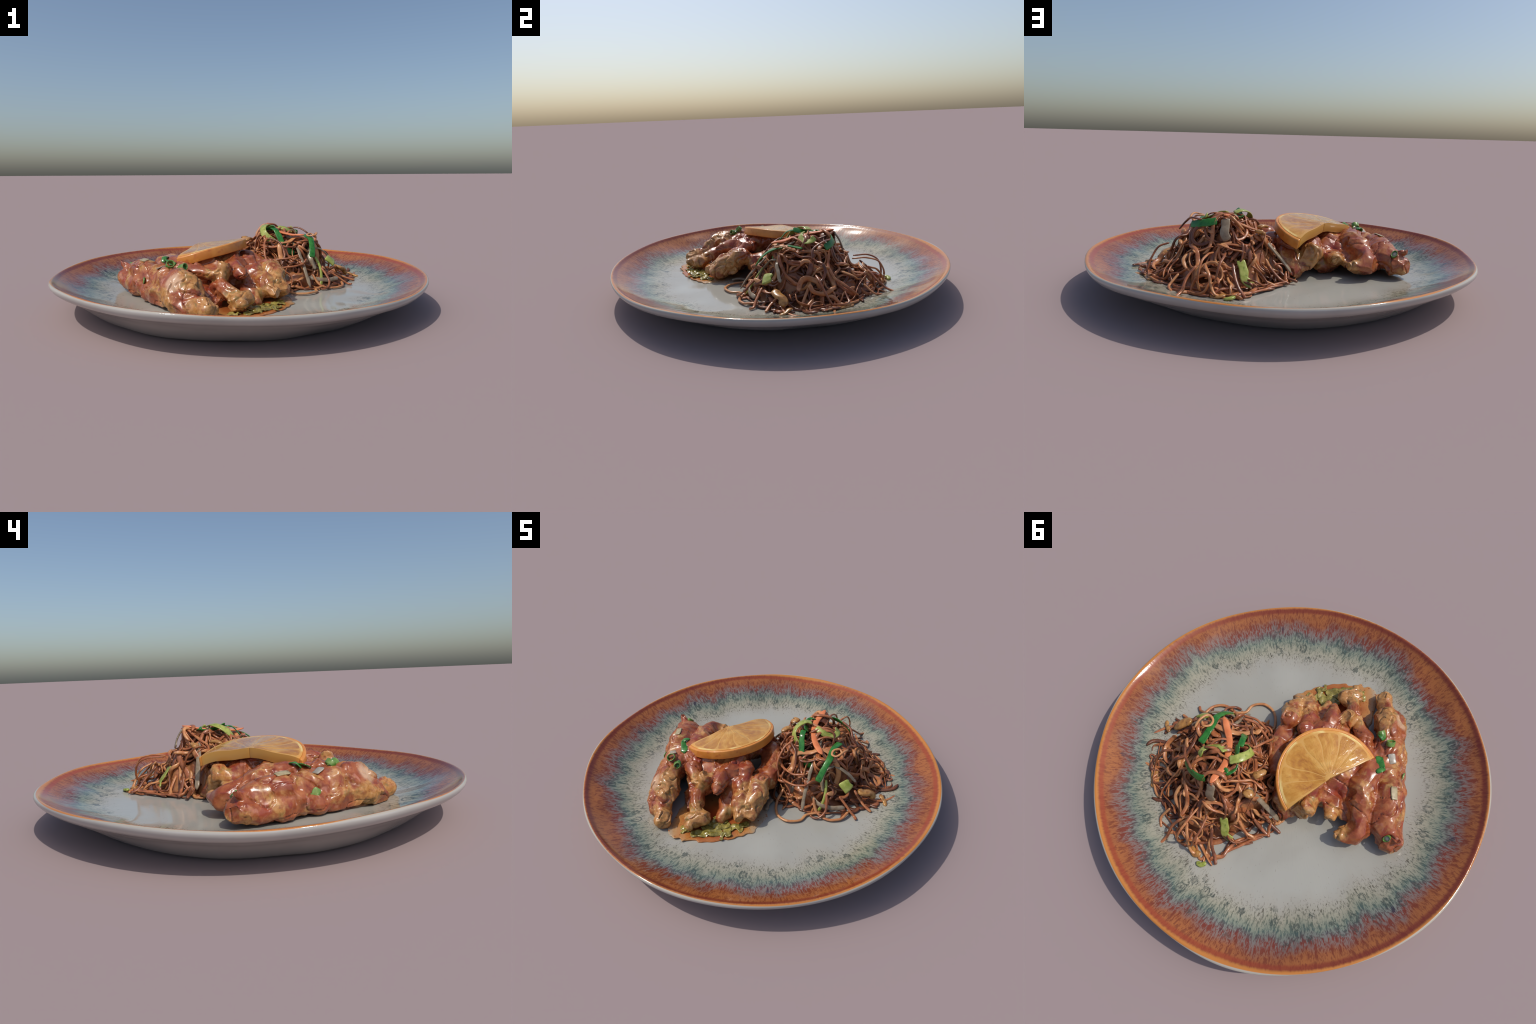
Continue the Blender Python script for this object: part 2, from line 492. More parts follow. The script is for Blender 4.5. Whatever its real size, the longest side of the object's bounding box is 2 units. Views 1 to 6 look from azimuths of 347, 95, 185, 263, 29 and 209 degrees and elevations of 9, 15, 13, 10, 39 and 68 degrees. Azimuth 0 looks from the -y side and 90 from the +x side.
def heap_h(x, y):
    x, y = np.atleast_1d(x), np.atleast_1d(y)
    d2 = (x[:, None] - CTRL[None, :, 0]) ** 2 + (y[:, None] - CTRL[None, :, 1]) ** 2 + 2e-4
    w = d2 ** -2.2
    return (w * CTRL[None, :, 2]).sum(1) / w.sum(1)


def heap_grad(x, y, e=0.012):
    return (heap_h(x + e, y) - heap_h(x - e, y)) / (2 * e), (heap_h(x, y + e) - heap_h(x, y - e)) / (2 * e)


def grow_strands(count, depth_lo, depth_hi, length_lo, length_hi, seed, loop=11.0, weave=0.022):
    """many strands coil over the heap's surface, diving in and out of it; some run on past its edge"""
    g = np.random.default_rng(seed)
    cen = np.array([0.31, 0.20])
    pts = []
    while len(pts) < count:
        x, y = g.uniform(-0.1, 0.73), g.uniform(-0.22, 0.64)
        q = cen + (np.array([x, y]) - cen) * 1.08
        gx, gy = heap_grad(np.array([x]), np.array([y]))
        if inside(q[0], q[1])[0] and g.random() < math.hypot(1, math.hypot(gx[0], gy[0])) / 3:
            pts.append((x, y))
    p = np.array(pts)
    a = g.uniform(0, TAU, count)
    d = np.c_[np.cos(a), np.sin(a), np.zeros(count)]
    turn = g.normal(0, loop, count)              # each strand keeps its own curl
    curv = turn.copy()
    length = g.uniform(length_lo, length_hi, count)
    depth = g.uniform(depth_lo, depth_hi, count)
    stray = g.random(count) < 0.25
    ds = 0.0105
    steps = int(length_hi / ds)
    phase, freq, amp = g.uniform(0, 9, (count, 2)), g.uniform(9, 24, count), g.uniform(0.3, 1.0, count) * weave
    alive = np.full(count, steps)
    track = []

    def unit(v):
        return v / (np.linalg.norm(v, axis=1)[:, None] + 1e-9)
    for k in range(steps):
        h = heap_h(p[:, 0], p[:, 1])
        gx, gy = heap_grad(p[:, 0], p[:, 1])
        nrm = unit(np.c_[-gx, -gy, np.ones(count)])
        lift = amp * (np.sin(freq * k * ds + phase[:, 0]) - 1) + 0.35 * amp * np.sin(2.3 * freq * k * ds + phase[:, 1])
        off = (lift - depth)[:, None] * nrm
        pos = np.c_[p, h] + off
        pos[:, 2] = np.maximum(pos[:, 2], floor_z(pos[:, 0], pos[:, 1]) + 0.008)
        track.append((pos, nrm))
        d = unit(d - nrm * (d * nrm).sum(1)[:, None])
        curv = np.clip(curv + 0.06 * (turn - curv) + g.normal(0, 2.6, count), -24, 24)
        ang = (curv * ds)[:, None]
        d = d * np.cos(ang) + np.cross(nrm, d) * np.sin(ang)
        q = p + d[:, :2] * ds
        out = ~inside(q[:, 0], q[:, 1])
        far = cen + (q - cen) * 0.93
        gone = ~inside(far[:, 0], far[:, 1])
        alive = np.where(gone & stray, np.minimum(alive, k + 1), alive)
        home = np.c_[cen - p, np.zeros(count)]
        home = unit(home - nrm * (home * nrm).sum(1)[:, None])
        d = np.where((out & ~stray)[:, None], unit(d + 0.9 * home), d)
        p = p + d[:, :2] * ds
    P = np.array([a for a, _ in track]).transpose(1, 0, 2)
    N = np.array([n for _, n in track]).transpose(1, 0, 2)
    out = []
    for i in range(count):
        m = min(int(length[i] / ds), alive[i])
        if m >= 9:
            out.append((P[i, :m], N[i, :m]))
    return out, g


def smooth_path(p, it=2):
    p = p.copy()
    for _ in range(it):
        p[1:-1] = 0.25 * p[:-2] + 0.5 * p[1:-1] + 0.25 * p[2:]
    return p


def build_noodles():
    root = empty("noodle_heap", "tangled heap of glossy brown stir-fried noodles with vegetables", "noodles")
    noodle = noodle_material("soy_noodle")
    deep = noodle_material("soy_noodle_gap_darkened", 0.8)  # same noodle, base colour darkened for the dark gaps deep in the heap
    # visible strands
    strands, g = grow_strands(150, -0.014, 0.030, 0.16, 0.7, 11, 11.0)
    for path, nrm in strands:
        path, nrm = smooth_path(path), smooth_path(nrm, 4)
        tw = g.normal(0, 0.5) + np.linspace(0, g.normal(0, 1.2), len(path))[:, None]
        T = np.gradient(path, axis=0); T /= np.linalg.norm(T, axis=1)[:, None] + 1e-9
        nn = nrm * np.cos(tw) + np.cross(T, nrm) * np.sin(tw)
        w = g.choice([g.uniform(0.0052, 0.0082), g.uniform(0.008, 0.0118), g.uniform(0.012, 0.0165)], p=[0.56, 0.33, 0.11])
        thick = g.uniform(0.4, 0.7) if w < 0.0118 else g.uniform(0.2, 0.32)
        V, F = strip_mesh(path, w * (1 + 0.15 * noise3(path * 22, 4)), w * thick, nn, 8, 0.35, 0.8)
        new_object("noodle", V, F, noodle, root)
    # strands deeper inside, uncountable
    AV, AF = [], []
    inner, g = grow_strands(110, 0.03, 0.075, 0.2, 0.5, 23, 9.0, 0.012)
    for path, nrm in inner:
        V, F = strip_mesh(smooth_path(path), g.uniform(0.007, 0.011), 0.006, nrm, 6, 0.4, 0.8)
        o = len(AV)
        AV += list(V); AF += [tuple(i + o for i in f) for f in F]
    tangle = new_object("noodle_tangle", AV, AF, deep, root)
    tangle["kind"] = "stuff"
    # packed middle of the heap
    nr, nt = 26, 96
    idx = np.linspace(0, len(EDGE), nt, endpoint=False).astype(int)
    c = np.array([0.31, 0.2])
    V, F = [], []
    for k in range(nr):
        s = 1 - k / nr
        q = c + (EDGE[idx] - c) * (0.84 * s)
        h = np.maximum(heap_h(q[:, 0], q[:, 1]) - 0.09 + 0.014 * noise3(np.c_[q * 26, np.zeros(nt)], 2), 0.074)
        if k == 0:
            h[:] = 0.066
        V += list(np.c_[q, h])
    for k in range(nr - 1):
        for i in range(nt):
            j = (i + 1) % nt
            F.append((k * nt + i, k * nt + j, (k + 1) * nt + j, (k + 1) * nt + i))
    F.append(tuple((nr - 1) * nt + i for i in range(nt)))
    F.append(tuple(range(nt))[::-1])
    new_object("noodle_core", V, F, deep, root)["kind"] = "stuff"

    # loose loops and tails that leave the heap
    def tail(pts, w=0.0075, n=34):
        ribbon("noodle", pts, w, w * 0.7, noodle, root, n=n, power=0.85, sides=8, taper=0.5, wob=0.002, seed=int(abs(pts[0][0]) * 977))
    tail([(0.60, 0.20, 0.12), (0.655, 0.17, 0.09), (0.712, 0.20, 0.086), (0.735, 0.25, 0.086), (0.715, 0.30, 0.086), (0.655, 0.305, 0.085), (0.60, 0.29, 0.10)])
    tail([(0.20, -0.12, 0.14), (0.19, -0.19, 0.085), (0.23, -0.265, 0.083), (0.30, -0.292, 0.083), (0.36, -0.255, 0.083), (0.375, -0.20, 0.083), (0.44, -0.16, 0.09)])
    tail([(0.10, 0.545, 0.09), (0.06, 0.49, 0.083), (0.0, 0.415, 0.083), (-0.045, 0.365, 0.083)])
    tail([(0.18, 0.47, 0.20), (0.15, 0.54, 0.13), (0.115, 0.575, 0.092), (0.098, 0.602, 0.085)], 0.009)
    tail([(0.30, 0.50, 0.20), (0.27, 0.56, 0.17), (0.24, 0.60, 0.10), (0.20, 0.60, 0.084)])
    tail([(0.34, 0.50, 0.19), (0.375, 0.55, 0.14), (0.38, 0.595, 0.10), (0.40, 0.64, 0.084)])
    tail([(0.02, 0.27, 0.18), (-0.04, 0.30, 0.11), (-0.11, 0.318, 0.085)], 0.009)
    tail([(0.03, 0.33, 0.16), (-0.02, 0.345, 0.11), (-0.07, 0.357, 0.085)], 0.009)
    tail([(0.09, 0.37, 0.16), (0.04, 0.395, 0.11), (-0.01, 0.40, 0.084)], 0.008)
    tail([(0.50, -0.06, 0.15), (0.56, -0.085, 0.11), (0.60, -0.095, 0.082), (0.622, -0.118, 0.08)])
    tail([(0.38, -0.13, 0.15), (0.42, -0.17, 0.09), (0.49, -0.185, 0.082), (0.55, -0.15, 0.083), (0.57, -0.09, 0.09)], 0.008)
    tail([(0.44, -0.10, 0.18), (0.465, -0.16, 0.12), (0.44, -0.20, 0.085), (0.40, -0.205, 0.083)], 0.007)
    tail([(0.62, 0.05, 0.11), (0.68, 0.06, 0.09), (0.725, 0.10, 0.088), (0.76, 0.15, 0.09)])
    tail([(0.55, 0.04, 0.13), (0.62, -0.01, 0.10), (0.675, -0.03, 0.082)], 0.008)
    tail([(0.47, 0.53, 0.083), (0.50, 0.515, 0.084), (0.515, 0.50, 0.084)], 0.007, 12)
    tail([(0.43, 0.47, 0.14), (0.46, 0.52, 0.10), (0.44, 0.565, 0.086)], 0.007)
    # the overhanging arch on the far side and the curls on top
    tail([(0.28, 0.42, 0.24), (0.29, 0.50, 0.245), (0.30, 0.56, 0.228), (0.31, 0.59, 0.175), (0.31, 0.585, 0.12), (0.30, 0.565, 0.085)], 0.006)
    tail([(0.22, 0.43, 0.24), (0.21, 0.51, 0.242), (0.22, 0.565, 0.215), (0.235, 0.585, 0.155), (0.26, 0.57, 0.10)], 0.006)
    tail([(0.47, 0.10, 0.345), (0.465, 0.05, 0.36), (0.445, 0.012, 0.352), (0.415, 0.02, 0.345), (0.41, 0.055, 0.35), (0.435, 0.075, 0.353), (0.46, 0.05, 0.34)], 0.006)
    tail([(0.36, 0.30, 0.37), (0.42, 0.26, 0.37), (0.46, 0.21, 0.345), (0.50, 0.20, 0.30)], 0.0065)
    tail([(0.17, 0.06, 0.34), (0.14, 0.0, 0.31), (0.13, -0.06, 0.25), (0.16, -0.11, 0.18)], 0.0065)
    tail([(0.14, 0.10, 0.30), (0.17, 0.03, 0.335), (0.22, -0.02, 0.32), (0.235, -0.07, 0.26), (0.21, -0.10, 0.20)], 0.0065)
    tail([(0.10, 0.02, 0.24), (0.15, -0.05, 0.23), (0.24, -0.10, 0.24), (0.31, -0.09, 0.255)], 0.007)
    tail([(0.10, -0.01, 0.20), (0.16, -0.09, 0.19), (0.25, -0.135, 0.20), (0.33, -0.125, 0.21)], 0.007)
    tail([(0.55, 0.22, 0.23), (0.60, 0.24, 0.21), (0.63, 0.27, 0.15), (0.64, 0.30, 0.10)], 0.0065)

    before = set(root.children)
    build_garnish(root)
    for ob in set(root.children) - before:
        if ob.data.vertices[0].co.z > 0.2:
            ob.location.z = 0.004 if ob.name.startswith(("carrot", "leek")) else 0.001
    return root


def build_garnish(root):
    carrot = plain("carrot", (214, 116, 66), (232, 138, 86), 30, 0.4)
    green = plain("leek_green", (30, 104, 34), (66, 142, 58), 35, 0.25, 0.3, 0.15)
    leek = plain("leek_pale", (150, 162, 62), (190, 194, 104), 30, 0.3, 0.3, 0.15, (110, 130, 50))
    sprout = plain("bean_sprout", (134, 112, 86), (174, 156, 130), 30, 0.3, 0.3, 0.15)
    fried = plain("fried_bit", (150, 98, 48), (196, 144, 78), 45, 0.3, 0.3, 0, (110, 66, 36))
    R = ribbon
    R("carrot_strip", [(0.372, -0.011, 0.352), (0.312, 0.047, 0.350), (0.262, 0.12, 0.360), (0.236, 0.196, 0.371), (0.235, 0.257, 0.380), (0.243, 0.322, 0.395)],
      0.0160, 0.005, carrot, root, wob=0.003, seed=3, taper=0.3)
    R("leek_strip", [(0.388, -0.10, 0.237), (0.403, -0.052, 0.297), (0.408, 0.003, 0.328), (0.402, 0.073, 0.340), (0.405, 0.111, 0.338), (0.41, 0.15, 0.33)],
      0.0175, 0.0035, green, root, flat=[(0.1, -1, 0.6), (0.1, -0.8, 1), (0, -0.2, 1), (0, 0, 1)], wob=0.003, seed=5, taper=0.8)
    R("leek_strip", [(0.212, 0.10, 0.385), (0.222, 0.055, 0.375), (0.240, 0.015, 0.325), (0.252, -0.005, 0.282), (0.285, -0.015, 0.260), (0.31, -0.01, 0.25)],
      0.0165, 0.003, green, root, flat=[(0, 0, 1), (0, -1, 0.4), (0, -1, 0.2), (0.3, -1, 0.4)], wob=0.003, seed=8, taper=0.8)
    R("leek_strip", [(0.222, 0.185, 0.388), (0.19, 0.165, 0.398), (0.163, 0.125, 0.385), (0.158, 0.088, 0.358), (0.185, 0.062, 0.325), (0.215, 0.058, 0.305)],
      0.021, 0.0035, leek, root, flat=[(0.2, 0.3, 1), (-0.3, 0, 1), (-0.9, -0.3, 0.8), (-0.6, -0.9, 0.4)], taper=0.8)
    R("leek_strip", [(0.225, 0.10, 0.392), (0.205, 0.15, 0.375), (0.185, 0.20, 0.366), (0.20, 0.235, 0.372), (0.225, 0.235, 0.38)], 0.017, 0.003, green, root, flat=(0.6, 0.3, 0.7), taper=0.8)
    R("leek_strip", [(0.262, 0.155, 0.385), (0.30, 0.14, 0.376), (0.335, 0.15, 0.362), (0.365, 0.172, 0.355), (0.372, 0.20, 0.362), (0.355, 0.215, 0.375)],
      0.017, 0.0035, leek, root, flat=[(0, -0.5, 1), (0, -0.8, 1), (0.5, -0.3, 1), (0.6, 0.5, 0.6)], taper=0.8)
    R("leek_strip", [(0.285, 0.31, 0.362), (0.325, 0.315, 0.355), (0.375, 0.30, 0.345), (0.42, 0.27, 0.335)], 0.019, 0.003, green, root, flat=(0.1, 0.9, 0.5), taper=0.8)
    R("leek_strip", [(0.155, 0.40, 0.20), (0.135, 0.43, 0.16), (0.125, 0.455, 0.125), (0.09, 0.46, 0.10)], 0.022, 0.0035, leek, root, flat=(-0.3, 0.9, 0.5), taper=0.8)
    R("leek_strip", [(0.50, -0.02, 0.22), (0.52, -0.03, 0.205), (0.545, -0.03, 0.185)], 0.032, 0.008, leek, root, flat=(0.5, -0.6, 0.7), taper=0.7, n=12)
    R("chive", [(0.42, -0.06, 0.235), (0.435, -0.10, 0.18), (0.432, -0.135, 0.12), (0.42, -0.155, 0.088)], 0.0075, 0.004, leek, root, flat=(0.2, -1, 0.3))
    # bean sprouts and onion
    def S(pts, w=0.009, t=0.0045, flat=(0, -0.3, 1)):
        R("bean_sprout", pts, w, t, sprout, root, flat=flat, wob=0.003, seed=int(w * 9999), taper=0.35)
    S([(0.312, 0.11, 0.345), (0.318, 0.045, 0.315), (0.325, -0.03, 0.275), (0.332, -0.09, 0.225), (0.335, -0.15, 0.16), (0.345, -0.195, 0.092)], 0.0095, 0.005, (0.2, -1, 0.6))
    S([(0.095, 0.245, 0.318), (0.04, 0.252, 0.25), (-0.02, 0.26, 0.185), (-0.075, 0.272, 0.118)], 0.012, 0.006, (-0.6, 0.3, 1))
    S([(0.24, 0.325, 0.382), (0.235, 0.345, 0.35), (0.235, 0.36, 0.315), (0.22, 0.365, 0.285)], 0.022, 0.005, (0, 0.9, 0.4))
    S([(0.43, 0.02, 0.28), (0.40, -0.02, 0.265), (0.395, -0.06, 0.22), (0.415, -0.085, 0.165)], 0.013, 0.004, (-0.5, -0.8, 0.5))
    S([(0.43, 0.02, 0.275), (0.48, 0.02, 0.265), (0.525, 0.03, 0.225), (0.55, 0.04, 0.19)], 0.009, 0.004)
    S([(0.36, -0.11, 0.13), (0.42, -0.135, 0.12), (0.49, -0.12, 0.115), (0.545, -0.09, 0.115)], 0.012, 0.006, (0, -1, 0.5))
    S([(0.16, -0.18, 0.083), (0.155, -0.23, 0.09), (0.17, -0.27, 0.088)], 0.012, 0.006)
    S([(0.25, 0.16, 0.36), (0.30, 0.09, 0.335), (0.36, 0.04, 0.32)], 0.010, 0.005)
    # crisp fried bits
    def B(pts, w, t, mat=fried, flat=(0, 0, 1)):
        R("fried_bit", pts, w, t, mat, root, flat=flat, wob=0.006, seed=int(abs(pts[0][0]) * 1000), taper=0.35, n=14, power=0.8)
    B([(0.575, 0.015, 0.165), (0.605, 0.03, 0.15), (0.635, 0.055, 0.135), (0.66, 0.055, 0.105)], 0.024, 0.012)
    B([(0.09, 0.285, 0.318), (0.085, 0.265, 0.315), (0.06, 0.255, 0.305)], 0.022, 0.010)
    B([(0.64, 0.30, 0.09), (0.61, 0.36, 0.082), (0.575, 0.405, 0.084)], 0.022, 0.006)
    B([(0.19, 0.635, 0.082), (0.165, 0.64, 0.086), (0.145, 0.615, 0.09)], 0.012, 0.007, leek)
    B([(0.26, 0.58, 0.082), (0.22, 0.60, 0.085), (0.19, 0.585, 0.09)], 0.018, 0.007)
    B([(0.06, 0.13, 0.315), (0.08, 0.16, 0.32), (0.10, 0.18, 0.315)], 0.018, 0.008)
    B([(0.205, -0.02, 0.19), (0.225, -0.075, 0.155), (0.245, -0.11, 0.115)], 0.020, 0.008, sprout, (-0.3, -0.9, 0.3))
    B([(0.68, 0.10, 0.10), (0.71, 0.07, 0.095), (0.735, 0.045, 0.085)], 0.012, 0.006)


# ---------------------------------------------------------------- chicken
def fused_mass(groups, voxel, seed, fold, facets):
    """every lump of every piece fused into one sauced mass, shaved into torn facets and folded;
    returns points, faces, vertex normals and, for each face, the piece it belongs to"""
    ball = bmesh.new()
    bmesh.ops.create_icosphere(ball, subdivisions=3, radius=1)
    bv = np.array([v.co[:] for v in ball.verts])
    bf = np.array([[v.index for v in f.verts] for f in ball.faces])
    ball.free()
    owners, cuts, V, F = [], [], [], []
    for gi, balls in enumerate(groups):
        for a, b in zip(balls, balls[1:] + balls[-1:]):
            for k in range(5):
                u = k / 5
                x, y, z, r = (a[i] * (1 - u) + b[i] * u for i in range(4))
                F.append(bf + len(V) * len(bv))
                V.append(bv * r + (x, y, z))
                owners.append((x, y, z, r, gi))
        cuts += [tuple(b) for b in balls]
    me = bpy.data.meshes.new("mass")
    me.from_pydata(np.concatenate(V).tolist(), [], np.concatenate(F).tolist())
    ob = bpy.data.objects.new("mass", me)
    bpy.context.scene.collection.objects.link(ob)
    rm = ob.modifiers.new("fuse", "REMESH"); rm.mode = "VOXEL"; rm.voxel_size = voxel
    sm = ob.modifiers.new("soften", "SMOOTH"); sm.iterations = 5; sm.factor = 0.5
    ev = bpy.data.meshes.new_from_object(ob.evaluated_get(bpy.context.evaluated_depsgraph_get()))
    bpy.data.objects.remove(ob); bpy.data.meshes.remove(me)
    n = len(ev.vertices)

    def read(what):
        a = np.empty(n * 3); ev.vertices.foreach_get(what, a)
        return a.reshape(-1, 3)

    def write(c):
        ev.vertices.foreach_set("co", c.ravel()); ev.update()
    co = read("co")
    g = np.random.default_rng(seed)
    # which piece each point belongs to, and how clearly
    gap = np.full((len(groups), n), 1e9)
    for x, y, z, r, gi in owners:
        gap[gi] = np.minimum(gap[gi], np.linalg.norm(co - (x, y, z), axis=1) - r)
    part = gap.argmin(0)
    two = np.partition(gap, 1, axis=0)
    clear = smoothstep(0.0, 0.022, two[1] - two[0])
    for gi, balls in enumerate(groups):
        B = np.array(balls)
        w = np.where(part == gi, clear, 0)
        for k in range(11):
            d = g.normal(size=3); d[2] *= 0.75
            d /= np.linalg.norm(d)
            level = (B[:, :3] @ d + B[:, 3]).max() - g.uniform(0.06, 0.34) * B[:, 3].mean()
            co = co - d * (np.maximum(co @ d - level, 0) * w)[:, None]
    for x, y, z, r in cuts:
        for k in range(3):
            d = g.normal(size=3); d[2] *= 0.7
            d /= np.linalg.norm(d)
            rel = co - (x, y, z)
            near = np.exp(-(np.linalg.norm(rel, axis=1) / (r * 1.45)) ** 4)
            over = rel @ d - r * (g.uniform(0.82, 1.0) if r > 0.052 else g.uniform(0.92, 1.05))
            co = co - d * (np.maximum(over, 0) * 0.95 * near)[:, None]
    write(co)
    no = read("normal")
    q = co + 0.02 * np.c_[noise3(co * 14, seed), noise3(co * 14, seed + 1), noise3(co * 14, seed + 2)]
    big = noise3(q * 9, seed + 3)
    ridge = 1 - 2 * np.abs(noise3(q * 9.5, seed + 4))
    fine_ridge = np.maximum(1 - 2 * np.abs(noise3(q * 27, seed + 8)), 0) ** 2
    crease = np.abs(noise3(q * 15 + 7, seed + 5))
    small = noise3(q * 40, seed + 6)
    dsp = fold * (0.12 * fine_ridge) + fold * (0.7 * big + 0.8 * np.maximum(ridge, 0) ** 2 - 1.0 * np.exp(-(crease / 0.045) ** 2)) + 0.0006 * small
    co = co + no * (dsp - 0.003)[:, None]
    co[:, 2] = np.maximum(co[:, 2], floor_z(co[:, 0], co[:, 1]) - 0.002)
    write(co)
    no = read("normal")
    faces = [tuple(p.vertices) for p in ev.polygons]
    mid = np.array([co[list(f)].mean(0) for f in faces])
    own = np.array(owners)
    best, who = np.full(len(mid), 1e9), np.zeros(len(mid), int)
    for x, y, z, r, gi in owners:
        dd = np.linalg.norm(mid - (x, y, z), axis=1) - r
        m = dd < best
        best[m] = dd[m]; who[m] = int(gi)
    bpy.data.meshes.remove(ev)
    return co, faces, no, who


def leaf_scrap(x, y, a, L, g, mat, root):
    """a limp crumpled piece of leaf lying in the sauce"""
    nu, nv = 16, 8
    W = L * g.uniform(0.38, 0.60)
    sd = g.randrange(999)
    u, v = np.meshgrid(np.linspace(-1, 1, nu), np.linspace(-1, 1, nv), indexing="ij")
    u, v = u.ravel(), v.ravel()
    half = W * np.sqrt(np.maximum(0.05, 1 - np.abs(u) ** 3)) * (1 + 0.25 * noise3(np.c_[u * 2, v * 0.5, u * 0 + 3], sd))
    lx, ly = u * L / 2, v * half / 2 + 0.012 * noise3(np.c_[u * 1.4, u * 0, u * 0], sd + 1)
    X, Y = x + lx * math.cos(a) - ly * math.sin(a), y + lx * math.sin(a) + ly * math.cos(a)
    Z = 0.0785 + 0.010 * (0.5 + 0.5 * noise3(np.c_[X * 45, Y * 45, u * 0], sd + 2)) + 0.004 * noise3(np.c_[X * 90, Y * 90, u * 0], sd + 4)
    n = len(u)
    V = [(p, q, r) for p, q, r in zip(X, Y, Z)] + [(p, q, r - 0.004) for p, q, r in zip(X, Y, Z)]
    F = []
    for i in range(nu - 1):
        for j in range(nv - 1):
            k = (i * nv + j, (i + 1) * nv + j, (i + 1) * nv + j + 1, i * nv + j + 1)
            F.append(k); F.append(tuple(n + q for q in k[::-1]))
    rim = [i * nv for i in range(nu)] + [(nu - 1) * nv + j for j in range(1, nv)] + [i * nv + nv - 1 for i in range(nu - 2, -1, -1)] + [j for j in range(nv - 2, 0, -1)]
    for p, q in zip(rim, rim[1:] + rim[:1]):
        F.append((q, p, p + n, q + n))
    return new_object("cabbage_shred", V, F, mat, root)


